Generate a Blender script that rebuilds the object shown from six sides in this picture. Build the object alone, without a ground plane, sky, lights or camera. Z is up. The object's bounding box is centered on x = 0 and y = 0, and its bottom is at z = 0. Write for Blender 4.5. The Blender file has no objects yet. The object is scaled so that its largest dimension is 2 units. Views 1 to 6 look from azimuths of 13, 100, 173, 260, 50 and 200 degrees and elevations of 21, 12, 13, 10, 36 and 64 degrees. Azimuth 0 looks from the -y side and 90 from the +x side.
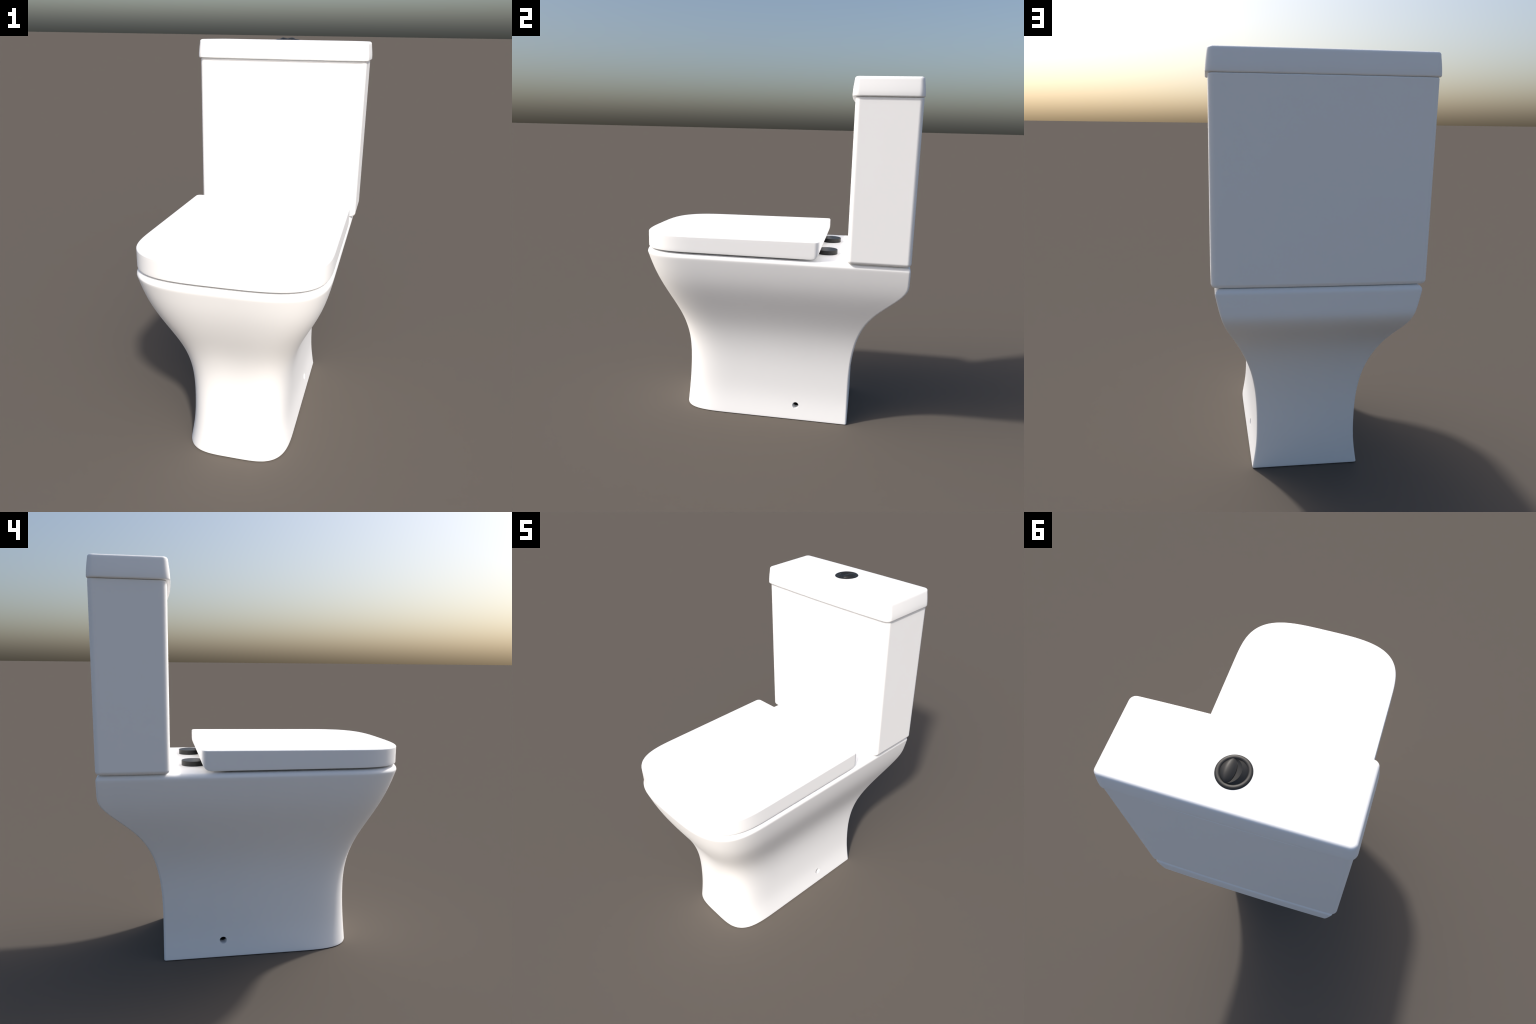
"""Close-coupled square toilet: pedestal bowl, cistern with lid, dual flush
button, closed seat and lid, two hinge bosses.  Metres, z up, front = -y."""
import bpy, bmesh, math

# ------------------------------------------------------------------ helpers
def spline(keys, z):
    """Natural cubic spline through (z, value) control points."""
    n = len(keys)
    x = [k[0] for k in keys]
    v = [k[1] for k in keys]
    h = [x[i + 1] - x[i] for i in range(n - 1)]
    # tridiagonal solve for second derivatives
    c = [0.0] * n
    d = [0.0] * n
    for i in range(1, n - 1):
        a, b, e = h[i - 1], 2 * (h[i - 1] + h[i]), h[i]
        r = 6 * ((v[i + 1] - v[i]) / h[i] - (v[i] - v[i - 1]) / h[i - 1])
        m = b - a * c[i - 1]
        c[i] = e / m
        d[i] = (r - a * d[i - 1]) / m
    s = [0.0] * n
    for i in range(n - 2, 0, -1):
        s[i] = d[i] - c[i] * s[i + 1]
    z = min(max(z, x[0]), x[-1])
    i = 0
    while i < n - 2 and z > x[i + 1]:
        i += 1
    t0, t1, hh = x[i + 1] - z, z - x[i], h[i]
    return (s[i] * t0 ** 3 / (6 * hh) + s[i + 1] * t1 ** 3 / (6 * hh)
            + (v[i] / hh - s[i] * hh / 6) * t0
            + (v[i + 1] / hh - s[i + 1] * hh / 6) * t1)


def lerp(a, b, t):
    return a + (b - a) * t


def arc(n, a0=0.0, a1=math.pi / 2):
    return [(math.cos(lerp(a0, a1, i / n)), math.sin(lerp(a0, a1, i / n)))
            for i in range(n + 1)]


def rounded_rect(x0, x1, y0, y1, r, inset=0.0, seg=8, bow_front=0.0, bow_back=0.0,
                 edge=20):
    """Counter-clockwise rounded rectangle, constant point count; the front and
    back edges may swell outwards a little in the middle."""
    x0, x1, y0, y1 = x0 + inset, x1 - inset, y0 + inset, y1 - inset
    r = max(r - inset, 0.0015)
    pts = []
    corners = ((x1 - r, y1 - r, 0), (x0 + r, y1 - r, 90),
               (x0 + r, y0 + r, 180), (x1 - r, y0 + r, 270))
    for k, (cx, cy, a) in enumerate(corners):
        for i in range(seg + 1):
            t = math.radians(a + 90 * i / seg)
            pts.append((cx + r * math.cos(t), cy + r * math.sin(t)))
        if k in (0, 2):                      # long back and front edges
            p, q = pts[-1], (corners[k + 1][0], pts[-1][1])
            pts += [(lerp(p[0], q[0], i / edge), p[1]) for i in range(1, edge)]
    half, mid = (x1 - x0) / 2, (y0 + y1) / 2
    out = []
    for x, y in pts:
        swell = 1 - (x / half) ** 2
        ty = (y - mid) / (y1 - mid)
        out.append((x, y + swell * ty * (bow_back if ty > 0 else bow_front)))
    return out


def d_outline(w, yb, yf, depth, power, rb, inset=0.0, bow=0.0, nfront=72, nside=24,
              nback=16, ncorner=6):
    """Plan outline: square back with small corner radius, straight sides and
    a superelliptic front.  Starts at the middle of the back, runs over +x."""
    w, yb, yf = w - inset, yb - inset, yf + inset
    depth = max(depth - inset, 0.02)
    rb = max(rb - inset, 0.002)
    half = []
    for i in range(nback):
        half.append((lerp(0, w - rb, i / nback), yb))
    for c, s in arc(ncorner, math.pi / 2, 0):
        half.append((w - rb + rb * c, yb - rb + rb * s))
    yc = yf + depth
    for i in range(1, nside):
        half.append((w, lerp(yb - rb, yc, (i / nside) ** 1.8)))
    e = 2.0 / power
    for i in range(nfront + 1):
        t = math.pi / 2 * i / nfront
        # even out the sampling of the superellipse
        half.append((w * math.cos(t) ** e if i < nfront else 0.0,
                     yc - depth * math.sin(t) ** e))
    if bow:
        half = [(x, y + bow * (1 - (x / w) ** 2)) if y > yb - rb - 1e-6 else (x, y)
                for x, y in half]
    left = [(-x, y) for x, y in reversed(half[1:-1])]
    return half + left


def loft(name, rings, close_bottom=True, close_top=True):
    """Skin a stack of equal-length rings (lists of xyz)."""
    me = bpy.data.meshes.new(name)
    n = len(rings[0])
    verts = [p for r in rings for p in r]
    faces = []
    for k in range(len(rings) - 1):
        for i in range(n):
            j = (i + 1) % n
            faces.append((k * n + i, k * n + j, (k + 1) * n + j, (k + 1) * n + i))
    if close_bottom:
        faces.append(tuple(reversed(range(n))))
    if close_top:
        faces.append(tuple(range((len(rings) - 1) * n, len(rings) * n)))
    me.from_pydata(verts, [], faces)
    bm = bmesh.new()
    bm.from_mesh(me)
    bmesh.ops.recalc_face_normals(bm, faces=bm.faces)
    bm.to_mesh(me)
    bm.free()
    return me


def smooth(me, angle=35):
    me.shade_smooth()
    me.set_sharp_from_angle(angle=math.radians(angle))


def flatten_shading(ob):
    """Face-area weighted normals: large flat faces stay flat beside fillets."""
    mod = ob.modifiers.new("weighted", "WEIGHTED_NORMAL")
    mod.mode = "FACE_AREA"
    mod.weight = 60
    mod.keep_sharp = True
    dg = bpy.context.evaluated_depsgraph_get()
    me = bpy.data.meshes.new_from_object(ob.evaluated_get(dg))
    name = ob.data.name
    ob.modifiers.clear()
    ob.data = me
    me.name = name


def add(name, me, mat, parent):
    ob = bpy.data.objects.new(name, me)
    bpy.context.scene.collection.objects.link(ob)
    ob.data.materials.append(mat)
    ob.parent = parent
    return ob


# ---------------------------------------------------------------- materials
def material(name, colour, roughness, metallic=0.0, specular=0.5, vary=0.01,
             scale=6.0, coat=0.0):
    m = bpy.data.materials.new(name)
    m.use_nodes = True
    nt = m.node_tree
    b = nt.nodes["Principled BSDF"]
    tc = nt.nodes.new("ShaderNodeTexCoord")
    no = nt.nodes.new("ShaderNodeTexNoise")
    no.inputs["Scale"].default_value = scale
    no.inputs["Detail"].default_value = 3.0
    nt.links.new(tc.outputs["Object"], no.inputs["Vector"])
    ramp = nt.nodes.new("ShaderNodeValToRGB")
    ramp.color_ramp.elements[0].position = 0.3
    ramp.color_ramp.elements[1].position = 0.7
    ramp.color_ramp.elements[0].color = [c * (1 - vary) for c in colour] + [1]
    ramp.color_ramp.elements[1].color = [c * (1 + vary) for c in colour] + [1]
    nt.links.new(no.outputs["Fac"], ramp.inputs["Fac"])
    nt.links.new(ramp.outputs["Color"], b.inputs["Base Color"])
    b.inputs["Roughness"].default_value = roughness
    b.inputs["Metallic"].default_value = metallic
    b.inputs["Specular IOR Level"].default_value = specular
    b.inputs["Coat Weight"].default_value = coat
    return m


ceramic = material("white_glazed_ceramic", (0.992, 0.992, 0.992), 0.6, vary=0.004)
plastic = material("white_seat_plastic", (0.992, 0.992, 0.992), 0.6, vary=0.004)
dark = material("dark_hinge_plastic", (0.013, 0.013, 0.013), 0.42, vary=0.03)
metal = material("dark_satin_button", (0.012, 0.012, 0.012), 0.5, vary=0.03)

# --------------------------------------------------------------- the object
toilet = bpy.data.objects.new("toilet", None)
bpy.context.scene.collection.objects.link(toilet)
toilet["label"] = "white square close-coupled toilet with closed lid and cistern"
toilet["category"] = "toilet"

# ---- bowl ----------------------------------------------------------------
HALF_WIDTH = [(0, .2682), (.12, .2506), (.25, .2460), (.40, .2535), (.55, .2835),
              (.70, .3435), (.85, .4085), (1.03, .4535)]
FRONT_Y = [(0, -.5500), (.15, -.5398), (.30, -.5347), (.45, -.5452), (.60, -.5905),
           (.75, -.6660), (.90, -.7345), (1.03, -.7775)]
BACK_Y = [(0, .4723), (.20, .4719), (.35, .4759), (.50, .4965), (.62, .5356),
          (.72, .6010), (.80, .6835), (.85, .7340), (.89, .7590), (.93, .7638),
          (1.03, .7637)]
BACK_SWELL = [(0, 0), (.5, .001), (.7, .004), (.82, .006), (.9, .005), (1.03, .0045)]
TOP_Z = 1.0245


def bowl_ring(z, inset=0.0, zz=None):
    power = lerp(3.92, 3.67, z / .5) if z < .5 else lerp(3.67, 3.48, (z - .5) / .5)
    depth = lerp(.3465, .3553, z / .5) if z < .5 else lerp(.3553, .378, (z - .5) / .5)
    zz = z if zz is None else zz
    return [(x, y, zz) for x, y in d_outline(spline(HALF_WIDTH, z), spline(BACK_Y, z),
                                             spline(FRONT_Y, z), depth, power, .011, inset,
                                             spline(BACK_SWELL, z))]


rings = [bowl_ring(0, .03, 0.0), bowl_ring(0, .004, 0.0), bowl_ring(0, .0012, 0.0012),
         bowl_ring(0.004)]
RIM_R = .024
steps = 96
for i in range(1, steps + 1):
    rings.append(bowl_ring(.004 + (TOP_Z - RIM_R - .004) * i / steps))
for c, s in arc(7)[1:]:
    rings.append(bowl_ring(TOP_Z - RIM_R, RIM_R * (1 - c), TOP_Z - RIM_R + RIM_R * s))
rings.append(bowl_ring(TOP_Z - RIM_R, RIM_R + .008, TOP_Z))


# the basin, hidden under the closed lid
def basin_ring(w, y0, y1, z):
    base = bowl_ring(TOP_Z - RIM_R)
    cy0 = (y0 + y1) / 2
    out = []
    for x, y, _ in base:
        a = math.atan2((y - .0) / .764, x / .449)
        c, s = math.cos(a), math.sin(a)
        e = 2 / 2.8
        out.append((w * math.copysign(abs(c) ** e, c),
                    cy0 + (y1 - y0) / 2 * math.copysign(abs(s) ** e, s), z))
    return out


for w, y0, y1, z in ((.345, -.66, .12, TOP_Z), (.338, -.652, .112, TOP_Z - .012),
                     (.325, -.64, .10, .97), (.30, -.60, .08, .86),
                     (.24, -.50, .05, .74), (.16, -.36, .02, .66), (.08, -.24, -.04, .63)):
    rings.append(basin_ring(w, y0, y1, z))
me = loft("bowl", rings)
bowl = add("bowl", me, ceramic, toilet)

# fixing holes low on both sides: short bores that open into the hollow foot
HOLE_Y, HOLE_Z, HOLE_R, HOLE_DEPTH = .161, .087, .0192, .042
for side in (1, -1):
    wall = spline(HALF_WIDTH, HOLE_Z)
    bm = bmesh.new()
    bmesh.ops.create_cone(bm, cap_ends=True, segments=40, radius1=HOLE_R,
                          radius2=HOLE_R, depth=.2)
    for v in bm.verts:
        x, y, z = v.co
        v.co = (side * (wall - HOLE_DEPTH + .1 + z), HOLE_Y + y, HOLE_Z + x)
    bmesh.ops.recalc_face_normals(bm, faces=bm.faces)
    cm = bpy.data.meshes.new("cutter")
    bm.to_mesh(cm)
    bm.free()
    cutter = bpy.data.objects.new("cutter", cm)
    bpy.context.scene.collection.objects.link(cutter)
    mod = bowl.modifiers.new("bore", "BOOLEAN")
    mod.operation = "DIFFERENCE"
    mod.solver = "EXACT"
    mod.object = cutter
    dg = bpy.context.evaluated_depsgraph_get()
    new = bpy.data.meshes.new_from_object(bowl.evaluated_get(dg))
    bowl.modifiers.clear()
    bowl.data = new
    bpy.data.objects.remove(cutter)
    # drop the bore's end cap so that it opens into the hollow foot
    bm = bmesh.new()
    bm.from_mesh(new)
    cap = [f for f in bm.faces
           if all(abs(v.co.x - side * (wall - HOLE_DEPTH)) < 1e-4 and
                  abs(v.co.y - HOLE_Y) < .03 and abs(v.co.z - HOLE_Z) < .03
                  for v in f.verts)]
    bmesh.ops.delete(bm, geom=cap, context="FACES_ONLY")
    bm.to_mesh(new)
    bm.free()
bowl.data.name = "bowl"
smooth(bowl.data, 40)

# ---- cistern ---------------------------------------------------------------
TX, TY0, TY1 = .4640, .4285, .7630
profile = [(.06, 1.0275)]
for c, s in arc(6, -math.pi / 2, 0):
    profile.append((.020 * (1 - c), 1.0475 + .020 * s))
profile += [(0, 1.25), (0, 1.45), (0, 1.65)]
for c, s in arc(5):
    profile.append((.008 * (1 - c), 1.879 + .008 * s))
profile.append((.05, 1.887))
rings = [[(x, y, z) for x, y in rounded_rect(-TX, TX, TY0, TY1, .024, i,
                                             bow_front=.0075, bow_back=.0060)]
         for i, z in profile]
me = loft("cistern", rings)
smooth(me, 35)
cistern = add("cistern", me, ceramic, toilet)

LX, LY0, LY1 = .4745, .4130, .7675
profile = [(.05, 1.8875), (.012, 1.8875)]
for c, s in arc(5, -math.pi / 2, 0)[1:]:
    profile.append((.007 * (1 - c), 1.8945 + .007 * s))
profile += [(.0010, 1.915), (.0030, 1.935), (.0055, 1.954), (.0073, 1.966)]
for c, s in arc(7, math.radians(12), math.radians(90))[1:]:
    profile.append((.0072 + .015 * (1 - c), 1.9705 + .0145 * s))
profile += [(.034, 1.9858), (.06, 1.9866), (.10, 1.9872), (.15, 1.9876)]
rings = [[(x, y, z) for x, y in rounded_rect(-LX, LX, LY0, LY1, .034, i,
                                             bow_front=.0085, bow_back=.0030)]
         for i, z in profile]
me = loft("cistern_lid", rings)
smooth(me, 35)
cistern_lid = add("cistern_lid", me, ceramic, cistern)

# ---- seat and lid -------------------------------------------------------------
SW, SB, SF = .4452, .2785, -.7605
LID_BOTTOM, LID_TOP, LID_R = 1.0356, 1.1300, .048
LID_TILT = .0095            # the top climbs slightly towards the hinge


def seat_ring(inset, z, follow_heel=0.0, follow_top=0.0, crown=0.0):
    """Lid outline; the underside of the back end curls up in a quarter round,
    the top tilts up a little towards the hinge."""
    out = []
    for x, y in d_outline(SW, SB, SF, .370, 3.5, .024, inset, .003):
        zz = z
        t = (y - (SB - LID_R)) / LID_R
        if follow_heel > 0 and t > 0:
            t = min(t, 1.0)
            zz += LID_R * 1.02 * (1 - (1 - t ** 2.2) ** (1 / 2.2)) * follow_heel
        zz += follow_top * LID_TILT * (y + .2) + crown
        out.append((x, y, zz))
    return out


rings = []
levels = [(.07, LID_BOTTOM, 1), (.0045, LID_BOTTOM, 1), (.0013, LID_BOTTOM + .0013, 1),
          (.0, LID_BOTTOM + .0045, 1)]
for inset, z, f in levels:
    rings.append(seat_ring(inset, z, f))
for i in range(1, 6):
    t = i / 6
    rings.append(seat_ring(0, lerp(LID_BOTTOM + .0045, LID_TOP - .006, t), 1 - t, t))
rings.append(seat_ring(0, LID_TOP - .006, 0, 1))
for c, s in arc(4)[1:]:
    rings.append(seat_ring(.006 * (1 - c), LID_TOP - .006 + .006 * s, 0, 1))
for inset, crown in ((.014, .0003), (.03, .0005), (.06, .0007), (.12, .0008), (.24, .0008),
                     (.40, .0008)):
    rings.append(seat_ring(inset, LID_TOP, 0, 1, crown))
me = loft("seat_lid", rings)
smooth(me, 35)
seat_lid = add("seat_lid", me, plastic, toilet)

outer, inner = [], []
for inset, z in ((.060, TOP_Z + .001), (.055, TOP_Z + .004), (.055, LID_BOTTOM - .003),
                 (.058, LID_BOTTOM - .001)):
    outer.append([(x, y, z) for x, y in d_outline(SW, .235, SF, .368, 3.5, .03, inset)])
for inset, z in ((.143, LID_BOTTOM - .001), (.145, LID_BOTTOM - .003), (.145, TOP_Z + .001)):
    inner.append([(x, y, z) for x, y in d_outline(SW, .235, SF, .368, 3.2, .03, inset)])
loop = outer + inner + [outer[0]]
me = loft("seat", loop, False, False)
bm = bmesh.new()
bm.from_mesh(me)
bmesh.ops.remove_doubles(bm, verts=bm.verts, dist=1e-5)
bmesh.ops.recalc_face_normals(bm, faces=bm.faces)
bm.to_mesh(me)
bm.free()
smooth(me, 35)
seat = add("seat", me, plastic, toilet)

# ---- hinge bosses ------------------------------------------------------------
HR, HH = .058, .0265
rings = []
for r, z in ((HR - .001, 0), (HR, .001), (HR, HH - .0012), (HR - .0012, HH), (HR * .5, HH)):
    rings.append([(r * math.cos(a), r * math.sin(a), z)
                  for a in [2 * math.pi * i / 64 for i in range(64)]])
me = loft("hinge", rings)
smooth(me, 35)
hinge = add("hinge", me, dark, toilet)
hinge.location = (.188, .307, TOP_Z - .0015)
hinge2 = hinge.copy()
hinge2.location.x = -.188
bpy.context.scene.collection.objects.link(hinge2)

# ---- flush button -------------------------------------------------------------
BX, BY, BZ = 0.0, .6115, 1.9857
ring_r, tube = .0572, .0100
rings = []
for k in range(33):
    a = 2 * math.pi * k / 32
    r = ring_r + tube * math.cos(a)
    z = BZ + max(tube * .62 * math.sin(a), -.004)
    rings.append([(BX + r * math.cos(t), BY + r * math.sin(t), z)
                  for t in [2 * math.pi * i / 96 for i in range(96)]])
me = loft("flush_button_ring", rings, False, False)
bm = bmesh.new()
bm.from_mesh(me)
bmesh.ops.remove_doubles(bm, verts=bm.verts, dist=1e-5)
bmesh.ops.recalc_face_normals(bm, faces=bm.faces)
bm.to_mesh(me)
bm.free()
smooth(me, 50)
flush_ring = add("flush_button_ring", me, metal, cistern)

# The two press halves fill the ring.  Chord lines run front to back between the
# two tips; the small half has a rounded crest, the large half a sharp raised lip.
R_IN = .0510
TIP_X = .0165
TIP_Y = math.sqrt(R_IN ** 2 - TIP_X ** 2)


def bow(mid, t):
    """Circular-ish arc in x between the two tips, t in -1..1."""
    return TIP_X + (mid - TIP_X) * math.sqrt(1 - t * t)


def half_mesh(name, kind):
    rows, cols = 49, 25
    verts, faces = [], []
    for j in range(rows):
        a = math.pi * (j / (rows - 1) - .5)
        t = math.sin(a) * .9995
        y = TIP_Y * t
        f = math.sqrt(1 - t * t)
        valley_x = bow(-.0075, t)
        if kind == "small":
            x0, x1 = valley_x + .0004 * f, math.sqrt(max(R_IN ** 2 - y * y, 0))
            crest = bow(.0250, t)
        else:
            x0, x1 = -math.sqrt(max(R_IN ** 2 - y * y, 0)), valley_x
            lip = bow(-.0285, t)
        for i in range(cols):
            if kind == "small":
                u = i / (cols - 1)
                x = lerp(x0, x1, u)
                side0 = BZ + lerp(.0035, .0055, f)
                top = BZ + lerp(.0035, .0145, f)
                edge = BZ + lerp(.0035, .002, min(1, f * 3))
                if x < crest:
                    q = (x - x0) / max(crest - x0, 1e-6)
                    z = lerp(side0, top, math.sin(q * math.pi / 2) ** 1.0)
                else:
                    q = (x - crest) / max(x1 - crest, 1e-6)
                    z = lerp(edge, top, math.cos(q * math.pi / 2))
            else:
                u = i / (cols - 1)
                split = .72
                if u < split:
                    q = u / split
                    x = lerp(x0, lip, q)
                    z = lerp(BZ + .002, BZ + lerp(.0035, .0142, f), q ** .85)
                    z = lerp(z, BZ + .0035, (1 - min(1, f * 12)))
                else:
                    q = (u - split) / (1 - split)
                    x = lerp(lip, x1, q)
                    z = lerp(BZ + lerp(.0035, .0142, f), BZ + lerp(.0035, .003, f), q ** .8)
            verts.append((BX + x, BY + y, z))
    for j in range(rows - 1):
        for i in range(cols - 1):
            p = j * cols + i
            faces.append((p, p + 1, p + cols + 1, p + cols))
    # skirt down into the ring so that the half has depth
    border = ([i for i in range(cols)] + [j * cols + cols - 1 for j in range(1, rows)]
              + [(rows - 1) * cols + i for i in range(cols - 2, -1, -1)]
              + [j * cols for j in range(rows - 2, 0, -1)])
    n0 = len(verts)
    for b in border:
        x, y, z = verts[b]
        verts.append((x, y, BZ - .006))
    m = len(border)
    for k in range(m):
        k2 = (k + 1) % m
        faces.append((border[k2], border[k], n0 + k, n0 + k2))
    faces.append(tuple(reversed(range(n0, n0 + m))))
    me = bpy.data.meshes.new(name)
    me.from_pydata(verts, [], faces)
    bm = bmesh.new()
    bm.from_mesh(me)
    bmesh.ops.remove_doubles(bm, verts=bm.verts, dist=2e-5)
    bmesh.ops.recalc_face_normals(bm, faces=bm.faces)
    bm.to_mesh(me)
    bm.free()
    smooth(me, 38)
    return me


add("flush_button", half_mesh("flush_button", "small"), metal, cistern)
add("flush_button", half_mesh("flush_button", "large"), metal, cistern)

for ob in (bowl, cistern, seat_lid, seat):
    flatten_shading(ob)
